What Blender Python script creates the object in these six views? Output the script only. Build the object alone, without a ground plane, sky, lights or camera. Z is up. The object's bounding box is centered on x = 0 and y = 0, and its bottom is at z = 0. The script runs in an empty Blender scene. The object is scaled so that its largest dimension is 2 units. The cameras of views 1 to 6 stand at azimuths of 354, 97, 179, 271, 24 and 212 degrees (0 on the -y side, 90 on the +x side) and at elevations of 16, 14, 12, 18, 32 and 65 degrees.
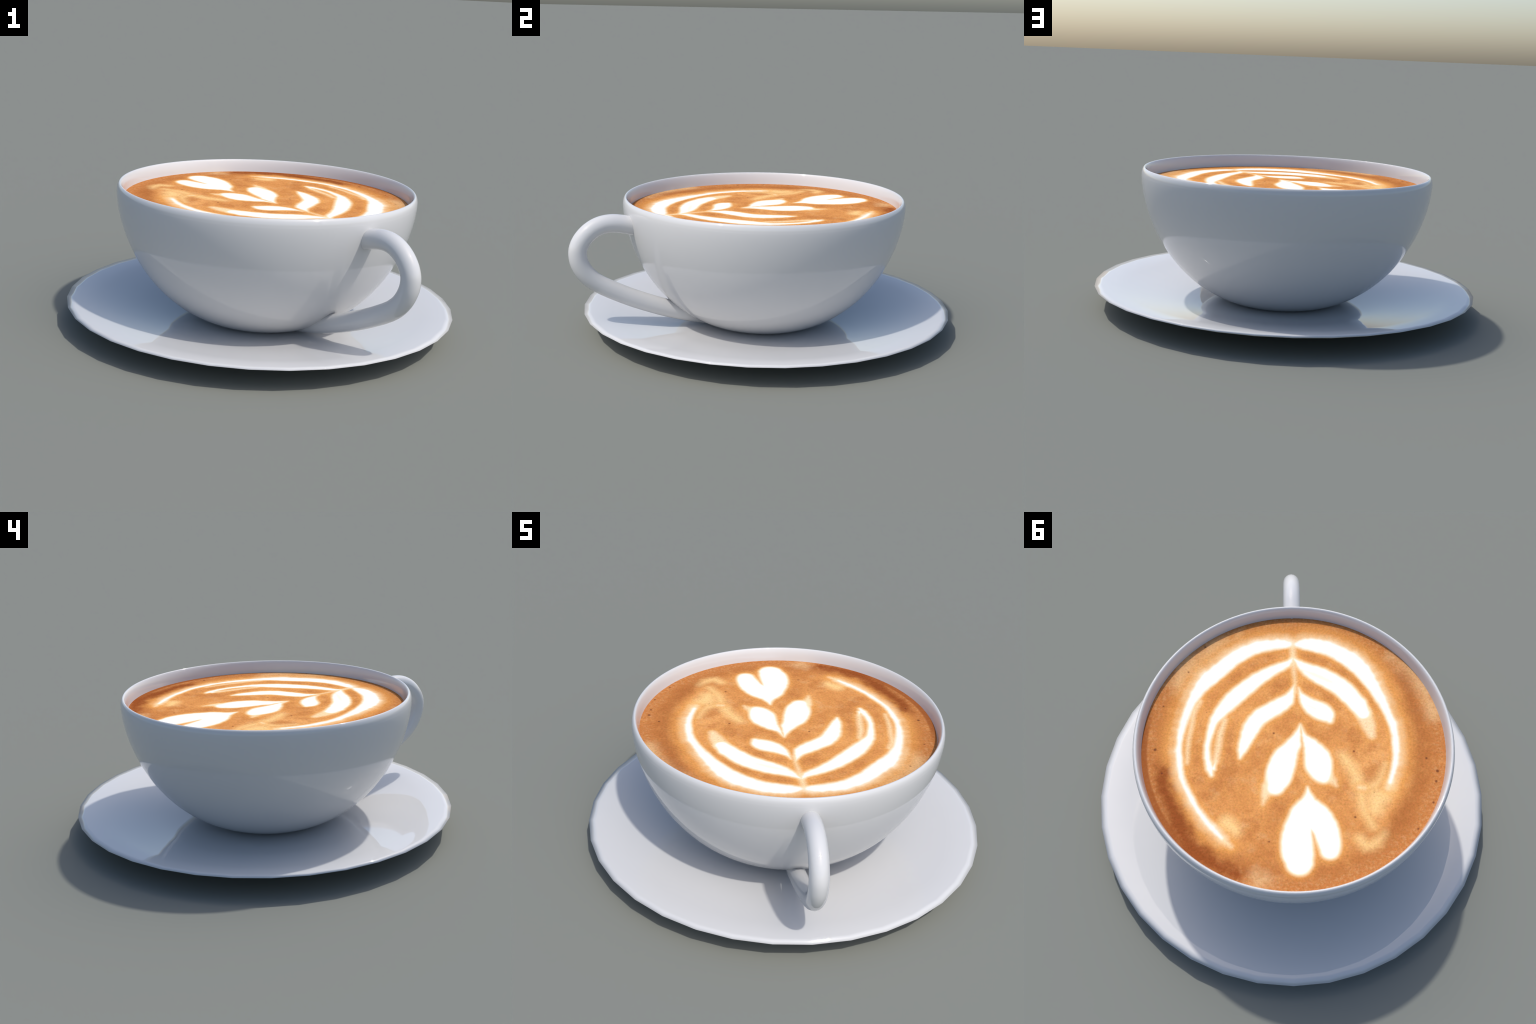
"""A white porcelain cup of latte with a poured rosetta, standing on a saucer."""
import bpy, math
from mathutils import Vector

TURN = math.radians(32.0)            # the handle points 32 degrees round from -y
CUP_X, CUP_Y = 0.0078, -0.0208       # the cup stands slightly off the saucer's centre
COFFEE_Z, COFFEE_R = 0.655, 0.7245

# --------------------------------------------------------------------------
# Milk strokes: each stroke is a tapered brush line on the coffee,
# (across, towards the handle, half width) in metres.
# --------------------------------------------------------------------------
LEAF_STROKES = [
    [(-0.001, 0.487, 0.01), (-0.028, 0.455, 0.023), (-0.098, 0.417, 0.031), (-0.174, 0.368, 0.039), (-0.263, 0.287, 0.045), (-0.319, 0.224, 0.04), (-0.377, 0.148, 0.026), (-0.397, 0.077, 0.019), (-0.41, 0.006, 0.016), (-0.408, -0.058, 0.017), (-0.395, -0.112, 0.02), (-0.387, -0.146, 0.012)],
    [(-0.367, -0.075, 0.003), (-0.378, -0.114, 0.014)],
    [(0.007, 0.333, 0.005), (-0.004, 0.298, 0.014), (-0.029, 0.25, 0.036), (-0.089, 0.206, 0.045), (-0.155, 0.163, 0.045), (-0.201, 0.101, 0.043), (-0.226, 0.035, 0.034), (-0.245, -0.016, 0.024), (-0.255, -0.059, 0.009)],
    [(0.034, 0.116, 0.005), (0.02, 0.064, 0.02), (-0.002, 0.009, 0.04), (-0.037, -0.052, 0.059), (-0.06, -0.113, 0.066), (-0.075, -0.166, 0.061), (-0.088, -0.208, 0.046)],
    [(0.037, 0.113, 0.004), (0.05, 0.058, 0.014), (0.083, 0.006, 0.039), (0.113, -0.061, 0.064), (0.12, -0.104, 0.066), (0.13, -0.143, 0.05), (0.14, -0.162, 0.035)],
    [(0.029, 0.318, 0.003), (0.038, 0.287, 0.01), (0.061, 0.248, 0.029), (0.099, 0.21, 0.046), (0.138, 0.185, 0.049), (0.165, 0.165, 0.037), (0.176, 0.14, 0.02)],
    [(0.009, 0.484, 0.01), (0.038, 0.454, 0.023), (0.078, 0.419, 0.038), (0.143, 0.384, 0.05), (0.229, 0.327, 0.051), (0.272, 0.28, 0.051), (0.315, 0.226, 0.048), (0.34, 0.178, 0.037)],
    [(0.064, -0.214, 0.006), (0.065, -0.255, 0.02), (0.063, -0.288, 0.039), (0.041, -0.347, 0.063), (0.014, -0.422, 0.068), (0.009, -0.484, 0.075), (0.014, -0.543, 0.074), (0.019, -0.58, 0.067)],
    [(0.063, -0.288, 0.034), (0.097, -0.352, 0.066), (0.139, -0.413, 0.062), (0.153, -0.463, 0.06), (0.158, -0.5, 0.055), (0.158, -0.522, 0.049)],
]
RING_STROKES = [
    [(-0.016, 0.569, 0.019), (-0.073, 0.572, 0.029), (-0.175, 0.554, 0.035), (-0.279, 0.497, 0.039), (-0.366, 0.419, 0.043), (-0.442, 0.338, 0.038), (-0.496, 0.233, 0.022), (-0.527, 0.133, 0.019), (-0.543, 0.05, 0.015), (-0.546, -0.02, 0.014), (-0.538, -0.1, 0.014), (-0.528, -0.158, 0.014), (-0.509, -0.205, 0.013), (-0.476, -0.273, 0.013), (-0.439, -0.334, 0.013), (-0.4, -0.39, 0.014), (-0.361, -0.435, 0.014), (-0.333, -0.465, 0.012)],
    [(0.024, 0.567, 0.019), (0.065, 0.57, 0.032), (0.132, 0.561, 0.039), (0.207, 0.533, 0.042), (0.282, 0.483, 0.045), (0.345, 0.415, 0.043), (0.392, 0.336, 0.033), (0.428, 0.256, 0.025), (0.454, 0.189, 0.021), (0.478, 0.122, 0.019), (0.488, 0.045, 0.018), (0.489, -0.026, 0.017), (0.481, -0.09, 0.015), (0.469, -0.137, 0.013), (0.451, -0.19, 0.009)],
]
CREAM_STROKES = [
    [(-0.451, 0.244, 0.008), (-0.479, 0.188, 0.009), (-0.487, 0.132, 0.008), (-0.499, 0.05, 0.008), (-0.504, -0.031, 0.006), (-0.504, -0.085, 0.005)],
    [(-0.33, 0.143, 0.01), (-0.348, 0.077, 0.012), (-0.357, 0.006, 0.012), (-0.369, -0.075, 0.013)],
    [(0.34, 0.178, 0.04), (0.36, 0.111, 0.031), (0.373, 0.059, 0.018)],
    [(-0.119, -0.213, 0.031), (-0.135, -0.254, 0.015), (-0.146, -0.295, 0.004)],
    [(0.163, -0.162, 0.028), (0.182, -0.18, 0.016), (0.198, -0.204, 0.004)],
    [(-0.328, -0.47, 0.014), (-0.29, -0.505, 0.007)],
    [(0.451, -0.19, 0.012), (0.441, -0.216, 0.013)],
    [(0.305, -0.215, 0.006), (0.329, -0.218, 0.005)],
    [(0.001, 0.561, 0.012), (0.003, 0.49, 0.013), (0.007, 0.408, 0.007), (0.015, 0.293, 0.002)],
]
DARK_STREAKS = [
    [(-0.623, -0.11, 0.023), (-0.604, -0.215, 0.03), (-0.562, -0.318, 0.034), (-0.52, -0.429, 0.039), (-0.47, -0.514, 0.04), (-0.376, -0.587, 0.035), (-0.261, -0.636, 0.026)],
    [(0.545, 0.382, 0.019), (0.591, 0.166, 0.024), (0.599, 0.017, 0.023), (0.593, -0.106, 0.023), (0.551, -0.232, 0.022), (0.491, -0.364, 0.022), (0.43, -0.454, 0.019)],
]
PALE_STREAKS = [
    [(-0.169, -0.665, 0.028), (-0.123, -0.661, 0.019)],
    [(-0.569, 0.336, 0.038), (-0.532, 0.417, 0.049), (-0.454, 0.498, 0.041), (-0.359, 0.569, 0.028), (-0.277, 0.605, 0.014)],
    [(0.5, 0.487, 0.016), (0.587, 0.405, 0.024), (0.649, 0.289, 0.035), (0.684, 0.154, 0.026)],
]
HAZE_STROKES = [
    [(0.294, -0.184, 0.009), (0.314, -0.218, 0.017), (0.352, -0.215, 0.012), (0.392, -0.192, 0.007), (0.415, -0.148, 0.003), (0.432, -0.1, 0.001)],
    [(0.309, -0.241, 0.01), (0.316, -0.297, 0.005), (0.33, -0.351, 0.006), (0.363, -0.409, 0.005)],
    [(0.388, -0.272, 0.039), (0.376, -0.323, 0.027)],
    [(0.449, -0.19, 0.015), (0.433, -0.231, 0.022), (0.407, -0.267, 0.025)],
    [(0.295, -0.468, 0.007), (0.33, -0.508, 0.009), (0.373, -0.489, 0.008), (0.412, -0.449, 0.005)],
    [(0.234, -0.051, 0.008), (0.273, -0.115, 0.015), (0.297, -0.173, 0.013)],
    [(-0.311, -0.391, 0.022), (-0.273, -0.426, 0.019)],
]
VEIL_STROKES = [
    [(0.048, 0.422, 0.005), (0.103, 0.396, 0.013), (0.172, 0.361, 0.012), (0.202, 0.346, 0.003)],
    [(0.07, 0.222, 0.007), (0.109, 0.202, 0.008)],
    [(-0.118, -0.145, 0.003), (-0.131, -0.207, 0.01), (-0.14, -0.249, 0.007)],
]
BUBBLE_SPOTS = [
    [(-0.658, -0.013, 0.007), (-0.435, 0.555, 0.005), (-0.514, 0.411, 0.004), (-0.629, 0.22, 0.004), (0.675, -0.132, 0.007), (0.666, -0.184, 0.006), (0.646, -0.292, 0.005), (0.566, -0.422, 0.005), (0.629, -0.066, 0.005), (0.28, -0.363, 0.005), (0.288, -0.028, 0.005), (-0.093, 0.07, 0.005), (-0.118, -0.481, 0.004), (-0.62, -0.138, 0.004)],
]


# --------------------------------------------------------------------------
# Node helpers
# --------------------------------------------------------------------------
def lin(r, g, b):
    f = lambda c: (c / 255) / 12.92 if c / 255 <= 0.04045 else ((c / 255 + 0.055) / 1.055) ** 2.4
    return (f(r), f(g), f(b), 1.0)


class Nodes:
    def __init__(self, tree):
        self.t, self.n, self.l = tree, tree.nodes, tree.links

    def put(self, socket, value):
        if isinstance(value, bpy.types.NodeSocket):
            self.l.new(value, socket)
        else:
            socket.default_value = value

    def math(self, op, a, b=0.0, c=0.0, clamp=False):
        m = self.n.new("ShaderNodeMath")
        m.operation, m.use_clamp = op, clamp
        for s, v in zip(m.inputs, (a, b, c)):
            self.put(s, v)
        return m.outputs[0]

    def vec(self, op, a, b=None, scale=None):
        m = self.n.new("ShaderNodeVectorMath")
        m.operation = op
        self.put(m.inputs[0], a)
        if b is not None:
            self.put(m.inputs[1], b)
        if scale is not None:
            self.put(m.inputs["Scale"], scale)
        return m.outputs["Value" if op in ("DOT_PRODUCT", "DISTANCE", "LENGTH") else "Vector"]

    def noise(self, co, scale, detail=2.0, rough=0.5):
        m = self.n.new("ShaderNodeTexNoise")
        self.put(m.inputs["Vector"], co)
        m.inputs["Scale"].default_value = scale
        m.inputs["Detail"].default_value = detail
        m.inputs["Roughness"].default_value = rough
        return m.outputs["Fac"], m.outputs["Color"]

    def step(self, v, lo, hi, to_lo=0.0, to_hi=1.0, kind="SMOOTHSTEP"):
        m = self.n.new("ShaderNodeMapRange")
        m.interpolation_type = kind
        self.put(m.inputs["Value"], v)
        for k, x in (("From Min", lo), ("From Max", hi), ("To Min", to_lo), ("To Max", to_hi)):
            m.inputs[k].default_value = x
        return m.outputs["Result"]

    def mix(self, fac, a, b, blend="MIX"):
        m = self.n.new("ShaderNodeMix")
        m.data_type, m.blend_type = "RGBA", blend
        self.put(m.inputs[0], fac)
        self.put(m.inputs[6], a)
        self.put(m.inputs[7], b)
        return m.outputs[2]

    def mix_f(self, fac, a, b):
        m = self.n.new("ShaderNodeMix")
        m.data_type = "FLOAT"
        self.put(m.inputs[0], fac)
        self.put(m.inputs[2], a)
        self.put(m.inputs[3], b)
        return m.outputs[0]

    def ramp(self, fac, stops):
        m = self.n.new("ShaderNodeValToRGB")
        e = m.color_ramp.elements
        e[0].position, e[0].color = stops[0]
        e[1].position, e[1].color = stops[-1]
        for p, c in stops[1:-1]:
            e.new(p).color = c
        self.put(m.inputs[0], fac)
        return m.outputs["Color"]

    # Signed distance to tapered strokes, chained from round cones. The running
    # result rides in the z of the point, which keeps the chain strictly serial
    # (Cycles has a small shader stack).
    def strokes(self, x, y, many, after=0.0, blend=0.0):
        total, carry = None, after
        for pts in many:
            one = None
            pts = smooth_stroke(pts)
            for (ax, ay, ar), (bx, by, br) in zip(pts, pts[1:]):
                d = Vector((bx - ax, by - ay, 0))
                g = self.n.new("ShaderNodeGroup")
                g.node_tree = round_cone()
                for k, v in (("X", x), ("Y", y), ("After", carry), ("From", (-ax, -ay, 0)), ("Along", d),
                             ("Unit", d / d.length_squared), ("Radius", ar), ("Growth", br - ar)):
                    self.put(g.inputs[k], v)
                s = g.outputs[0]
                one = s if one is None else self.math("SMOOTH_MIN", one, s, 0.008)
                carry = one
            total = one if total is None else (self.math("SMOOTH_MIN", total, one, blend) if blend else self.math("MINIMUM", total, one))
            carry = total
        return total


def smooth_stroke(pts):
    """Add a rounded midpoint (Catmull-Rom) wherever a stroke bends or swells."""
    if len(pts) == 1:
        (x, y, r), = pts
        return [(x, y, r), (x + 1e-4, y, r)]
    P = [Vector(p) for p in pts]
    P = [2 * P[0] - P[1]] + P + [2 * P[-1] - P[-2]]
    out = []
    for a, b, c, d in zip(P, P[1:], P[2:], P[3:]):
        out.append(tuple(b))
        mid = (9 * (b + c) - a - d) / 16
        if (mid - (b + c) / 2).length > 0.0016:
            out.append((mid.x, mid.y, max(mid.z, 0.6 * min(b.z, c.z))))
    return out + [tuple(P[-2])]


def round_cone():
    """Node group: distance from (X, Y) to one tapered brush segment."""
    t = bpy.data.node_groups.get("brush_segment")
    if t:
        return t
    t = bpy.data.node_groups.new("brush_segment", "ShaderNodeTree")
    for name in ("X", "Y", "After", "From", "Along", "Unit", "Radius", "Growth"):
        t.interface.new_socket(name, in_out="INPUT", socket_type="NodeSocketVector" if name in ("From", "Along", "Unit") else "NodeSocketFloat")
    t.interface.new_socket("Distance", in_out="OUTPUT", socket_type="NodeSocketFloat")
    k = Nodes(t)
    i, o = k.n.new("NodeGroupInput").outputs, k.n.new("NodeGroupOutput")
    co = k.n.new("ShaderNodeCombineXYZ")
    for s, v in zip(co.inputs, ("X", "Y", "After")):
        k.put(s, i[v])
    m = k.n.new("ShaderNodeVectorMath")
    m.operation = "MULTIPLY_ADD"
    k.put(m.inputs[0], co.outputs[0])
    m.inputs[1].default_value = (1, 1, 0)
    k.put(m.inputs[2], i["From"])
    rel = m.outputs[0]
    h = k.math("MULTIPLY", k.vec("DOT_PRODUCT", rel, i["Unit"]), 1.0, 0.0, clamp=True)
    gap = k.vec("DISTANCE", rel, k.vec("SCALE", i["Along"], scale=h))
    k.put(o.inputs[0], k.math("SUBTRACT", gap, k.math("MULTIPLY_ADD", h, i["Growth"], i["Radius"])))
    return t


def new_material(name):
    m = bpy.data.materials.new(name)
    m.use_nodes = True
    return m, Nodes(m.node_tree), m.node_tree.nodes["Principled BSDF"]


def porcelain():
    m, k, b = new_material("glazed_porcelain")
    co = k.n.new("ShaderNodeTexCoord").outputs["Object"]
    f, _ = k.noise(co, 3.0, 3.0)
    k.put(b.inputs["Base Color"], k.mix(f, PORCELAIN_A, PORCELAIN_B))
    b.inputs["Roughness"].default_value = 0.0
    b.inputs["IOR"].default_value = 1.5
    return m


PORCELAIN_A = (0.590, 0.588, 0.588, 1)
PORCELAIN_B = (0.605, 0.603, 0.600, 1)


def latte():
    m, k, b = new_material("latte_foam")
    obj = k.n.new("ShaderNodeTexCoord").outputs["Object"]
    mp = k.n.new("ShaderNodeMapping")
    mp.inputs["Scale"].default_value = (-1, -1, 0)      # seen from the far side: handle up
    k.l.new(obj, mp.inputs["Vector"])
    q = mp.outputs["Vector"]
    # milk flows: the strokes wander a little
    _, wob = k.noise(q, 6.0, 2.0)
    p = k.vec("ADD", q, k.vec("SCALE", k.vec("SUBTRACT", wob, (0.5, 0.5, 0.5)), scale=0.009))
    sep = k.n.new("ShaderNodeSeparateXYZ")
    k.l.new(p, sep.inputs[0])
    sx, sy = sep.outputs[0], sep.outputs[1]
    r = k.vec("LENGTH", q)

    leaf = k.strokes(sx, sy, LEAF_STROKES, 0.0)
    ring = k.strokes(sx, sy, RING_STROKES, leaf, 0.02)
    cream = k.strokes(sx, sy, CREAM_STROKES, ring, 0.01)
    dark = k.strokes(sx, sy, DARK_STREAKS, cream)
    pale = k.strokes(sx, sy, PALE_STREAKS, dark)
    haze = k.strokes(sx, sy, HAZE_STROKES, pale, 0.03)
    veil = k.strokes(sx, sy, VEIL_STROKES, haze)
    spot = k.strokes(sx, sy, [[s] for s in BUBBLE_SPOTS[0]], veil)

    big, _ = k.noise(q, 4.0, 4.0, 0.55)
    med, _ = k.noise(q, 14.0, 4.0, 0.6)
    med0 = k.math("SUBTRACT", med, 0.5)
    grain, gcol = k.noise(q, 95.0, 2.0, 0.6)
    fleck, _ = k.noise(q, 55.0, 4.0, 0.7)
    # crema: warm orange brown with a soft drift of tone
    col = k.ramp(big, [(0.32, CREMA_LOW), (0.50, CREMA_MID), (0.68, CREMA_HIGH)])
    col = k.mix(k.step(med, 0.50, 0.72, 0, 0.30), col, CREMA_TAN)
    col = k.mix(k.step(med, 0.50, 0.28, 0, 0.5), col, CREMA_RIM)
    # browner towards the wall, in soft concentric bands
    band = k.math("MULTIPLY_ADD", med0, 0.10, r)
    col = k.mix(k.step(band, 0.54, 0.645, 0, 0.95), col, CREMA_RIM)
    _, swirl = k.noise(k.vec("MULTIPLY", q, (1, 1, 0)), 9.0, 5.0, 0.7)
    sw = k.n.new("ShaderNodeSeparateColor")
    k.l.new(swirl, sw.inputs[0])
    col = k.mix(k.step(sw.outputs[1], 0.48, 0.66, 0, 0.6), col, CREMA_RIM)
    col = k.mix(k.step(sw.outputs[0], 0.52, 0.70, 0, 0.35), col, CREMA_HIGH)
    col = k.mix(k.math("MULTIPLY", k.step(band, 0.64, 0.69), k.step(fleck, 0.42, 0.70, 0, 0.30)), col, CREMA_TAN)
    col = k.mix(k.step(k.math("MULTIPLY_ADD", med0, 0.16, pale), 0.060, -0.06, 0, 0.75), col, CREMA_TAN)
    # milk thinning into the crema: wide outside the rings, narrow within
    rr = k.vec("LENGTH", k.vec("SUBTRACT", q, (-0.03, 0.03, 0)))
    outside = k.step(rr, 0.50, 0.56)
    ring_out = k.math("MULTIPLY", ring, k.math("MULTIPLY_ADD", outside, -0.98, 1.4))
    ring_soft = k.mix_f(k.step(ring, -0.004, 0.004), ring, ring_out)
    col = k.mix(k.step(k.math("MINIMUM", ring_soft, k.math("ADD", leaf, 0.012)), 0.050, 0.0, 0, 0.65), col, GOLD)
    col = k.mix(k.step(k.math("MULTIPLY_ADD", med0, 0.05, haze), 0.045, -0.030, 0, 0.9), col, HAZE)
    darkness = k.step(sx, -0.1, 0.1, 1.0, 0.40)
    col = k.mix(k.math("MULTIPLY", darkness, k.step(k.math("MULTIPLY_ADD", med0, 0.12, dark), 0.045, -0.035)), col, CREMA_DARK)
    col = k.mix(k.step(cream, 0.040, -0.005, 0, 0.6), col, GOLD)
    col = k.mix(k.step(cream, 0.018, -0.018, 0, 0.85), col, CREAM)
    # foam grain
    col = k.mix(1.0, col, k.ramp(grain, [(0.25, (0.84, 0.81, 0.77, 1)), (0.45, (0.98, 0.97, 0.96, 1)), (0.55, (1.02, 1.02, 1.02, 1)), (0.75, (1.14, 1.13, 1.12, 1))]), "MULTIPLY")
    col = k.mix(0.10, col, gcol, "OVERLAY")
    # pin-hole bubbles, mostly near the wall
    vo = k.n.new("ShaderNodeTexVoronoi")
    vo.inputs["Scale"].default_value = 24.0
    k.l.new(q, vo.inputs["Vector"])
    hsv = k.n.new("ShaderNodeSeparateColor")
    k.l.new(vo.outputs["Color"], hsv.inputs[0])
    size = k.step(hsv.outputs[0], 0.60, 1.0, -0.02, 0.07, "LINEAR")
    hole = k.step(k.math("SUBTRACT", vo.outputs["Distance"], size), 0.04, -0.04, 0, 0.45)
    col = k.mix(hole, col, BUBBLE)
    col = k.mix(k.step(spot, 0.004, -0.004, 0, 0.75), col, BUBBLE)
    # white milk, cream at its feathered edge
    rw = k.math("MULTIPLY_ADD", med0, 0.020, ring_soft)
    col = k.mix(k.step(rw, 0.020, -0.013), col, CREAM)
    col = k.mix(k.step(rw, 0.006, -0.022, 0, 0.97), col, MILK)
    lw = k.math("MULTIPLY_ADD", med0, 0.012, leaf)
    col = k.mix(k.step(lw, 0.012, -0.011), col, CREAM)
    col = k.mix(k.step(lw, -0.001, -0.022), col, MILK)
    col = k.mix(k.step(veil, 0.014, -0.012, 0, 0.55), col, CREAM)
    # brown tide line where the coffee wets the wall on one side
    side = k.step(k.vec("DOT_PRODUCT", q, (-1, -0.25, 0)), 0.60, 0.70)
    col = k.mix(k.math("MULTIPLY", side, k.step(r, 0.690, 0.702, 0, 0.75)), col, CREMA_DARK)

    k.put(b.inputs["Base Color"], col)
    b.inputs["Roughness"].default_value = 1.0
    b.inputs["Specular IOR Level"].default_value = 0.0
    bump = k.n.new("ShaderNodeBump")
    bump.inputs["Strength"].default_value = 0.06
    bump.inputs["Distance"].default_value = 0.003
    k.l.new(grain, bump.inputs["Height"])
    k.l.new(bump.outputs["Normal"], b.inputs["Normal"])
    return m


CREMA_LOW = (0.55, 0.218, 0.064, 1)
CREMA_MID = (0.66, 0.283, 0.085, 1)
CREMA_HIGH = (0.75, 0.350, 0.115, 1)
CREMA_TAN = (0.70, 0.44, 0.215, 1)
CREMA_RIM = (0.46, 0.170, 0.050, 1)
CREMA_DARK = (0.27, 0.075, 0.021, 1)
GOLD = (0.78, 0.355, 0.090, 1)
HAZE = (0.90, 0.58, 0.24, 1)
CREAM = (0.90, 0.68, 0.40, 1)
MILK = (1.0, 0.99, 0.97, 1)
BUBBLE = (0.10, 0.028, 0.020, 1)


# --------------------------------------------------------------------------
# Geometry helpers
# --------------------------------------------------------------------------
def add_mesh(name, verts, faces, mat, parent=None):
    me = bpy.data.meshes.new(name)
    me.from_pydata(verts, [], faces)
    me.validate()
    me.materials.append(mat)
    me.polygons.foreach_set("use_smooth", [True] * len(me.polygons))
    ob = bpy.data.objects.new(name, me)
    bpy.context.scene.collection.objects.link(ob)
    ob.parent = parent
    return ob


def lathe(name, profile, seg, mat, parent=None):
    """Turn (radius, height) points round z; points at radius 0 become poles."""
    verts, faces, rows = [], [], []
    for r, z in profile:
        if r < 1e-6:
            rows.append([len(verts)])
            verts.append((0, 0, z))
        else:
            rows.append(list(range(len(verts), len(verts) + seg)))
            verts += [(r * math.cos(2 * math.pi * i / seg), r * math.sin(2 * math.pi * i / seg), z) for i in range(seg)]
    for a, b in zip(rows, rows[1:]):
        for i in range(seg):
            j = (i + 1) % seg
            if len(a) == 1:
                faces.append((a[0], b[i], b[j]))
            elif len(b) == 1:
                faces.append((a[i], b[0], a[j]))
            else:
                faces.append((a[i], b[i], b[j], a[j]))
    return add_mesh(name, verts, faces, mat, parent)


def spline(pts, n):
    """Catmull-Rom through 2D points, n samples per span."""
    out = []
    P = [Vector(p) for p in pts]
    P = [2 * P[0] - P[1]] + P + [2 * P[-1] - P[-2]]
    for i in range(1, len(P) - 2):
        a, b, c, d = P[i - 1:i + 3]
        for s in range(n):
            t = s / n
            out.append(0.5 * (2 * b + (c - a) * t + (2 * a - 5 * b + 4 * c - d) * t * t + (3 * b - a - 3 * c + d) * t ** 3))
    out.append(P[-2])
    return out


# --------------------------------------------------------------------------
# Saucer: shallow cone of 36 facets with a thin rolled lip
# --------------------------------------------------------------------------
glaze = porcelain()
SAUCER = [(0, 0.004), (0.27, 0.004), (0.29, 0.000), (0.33, 0.000), (0.35, 0.008), (0.58, 0.031), (0.85, 0.081), (0.965, 0.0985),
          (1.0006, 0.1125), (0.963, 0.1135), (0.85, 0.0985),
          (0.575, 0.0495), (0.45, 0.0370), (0.25, 0.0235), (0, 0.0220)]
saucer = lathe("saucer", SAUCER, 36, glaze)
saucer.rotation_euler[2] = TURN
saucer["label"] = "shallow white porcelain saucer with a thin rolled lip"
saucer["category"] = "saucer"

# --------------------------------------------------------------------------
# Cup
# --------------------------------------------------------------------------
cup = bpy.data.objects.new("coffee_cup", None)
bpy.context.scene.collection.objects.link(cup)
cup.location = (CUP_X, CUP_Y, 0)
cup.rotation_euler[2] = TURN
cup["label"] = "round white porcelain cup of latte with rosetta art"
cup["category"] = "coffee cup"

BOWL_TOP, BOWL_H, BOWL_R = 0.6815, 0.6908, 0.7600


def bowl_radius(z):
    s = max(0.0, min(1.0, (BOWL_TOP - z) / BOWL_H))
    return BOWL_R * max(0.0, 1 - s ** 1.6869) ** (1 / 2.4611)


FOOT_Z = 0.0228
outer = [(0, FOOT_Z), (bowl_radius(FOOT_Z) - 0.012, FOOT_Z)]
for i in range(0, 41):
    t = i / 40
    z = FOOT_Z + 0.0015 + (BOWL_TOP - FOOT_Z - 0.0015) * (0.5 * t + 0.5 * t * t)
    outer.append((bowl_radius(z), z))
lip = [tuple(p) for p in spline([(0.7598, 0.685), (0.7585, 0.700), (0.7545, 0.7135), (0.7478, 0.7225), (0.7415, 0.7225),
                                 (0.7360, 0.7140), (0.7315, 0.700), (0.7280, 0.683), (0.7245, 0.660)], 3)]
inner = []
for i in range(1, 16):
    t = i / 16
    z = 0.655 - (0.655 - 0.165) * (0.5 * t + 0.5 * (1 - (1 - t) ** 2))
    inner.append((max(0.0, bowl_radius(z - 0.012) - 0.036), z))
inner.append((0, 0.160))
cup_body = lathe("cup_body", outer + lip + inner, 144, glaze, cup)

# Handle: an ear swept in the vertical plane through the cup's axis
EAR = [(0.690, 0.594), (0.745, 0.613), (0.800, 0.627), (0.858, 0.634), (0.915, 0.626), (0.965, 0.601), (1.005, 0.562),
       (1.027, 0.520), (1.031, 0.482), (1.023, 0.440), (0.998, 0.391), (0.955, 0.344), (0.890, 0.301), (0.773, 0.240),
       (0.652, 0.187), (0.536, 0.143), (0.440, 0.113), (0.360, 0.092), (0.280, 0.074)]
path = spline(EAR, 5)
verts, faces, SIDES = [], [], 20
for i, c in enumerate(path):
    t = (path[min(i + 1, len(path) - 1)] - path[max(i - 1, 0)]).normalized()
    n = Vector((-t.y, t.x))
    for s in range(SIDES):
        a = 2 * math.pi * s / SIDES
        w = c + n * 0.0475 * math.cos(a)
        verts.append((0.0435 * math.sin(a), -w.x, w.y))
for i in range(len(path) - 1):
    for s in range(SIDES):
        j = (s + 1) % SIDES
        a, b = i * SIDES, (i + 1) * SIDES
        faces.append((a + s, a + j, b + j, b + s))
faces.append(tuple(range(SIDES - 1, -1, -1)))
faces.append(tuple(range(len(verts) - SIDES, len(verts))))
handle = add_mesh("handle", verts, faces, glaze, cup)

# Coffee: a shallow pool with its own depth
coffee = lathe("coffee", [(0, -0.05), (COFFEE_R - 0.03, -0.05), (COFFEE_R - 0.001, -0.004), (COFFEE_R, 0.0), (0.5, 0.0), (0, 0.0)], 144, latte(), cup)
coffee.location = (0, 0, COFFEE_Z)
for poly in coffee.data.polygons:
    poly.use_smooth = False

for ob in (saucer, cup_body, handle, coffee):
    import bmesh
    bm = bmesh.new()
    bm.from_mesh(ob.data)
    bmesh.ops.recalc_face_normals(bm, faces=bm.faces)
    bm.to_mesh(ob.data)
    bm.free()
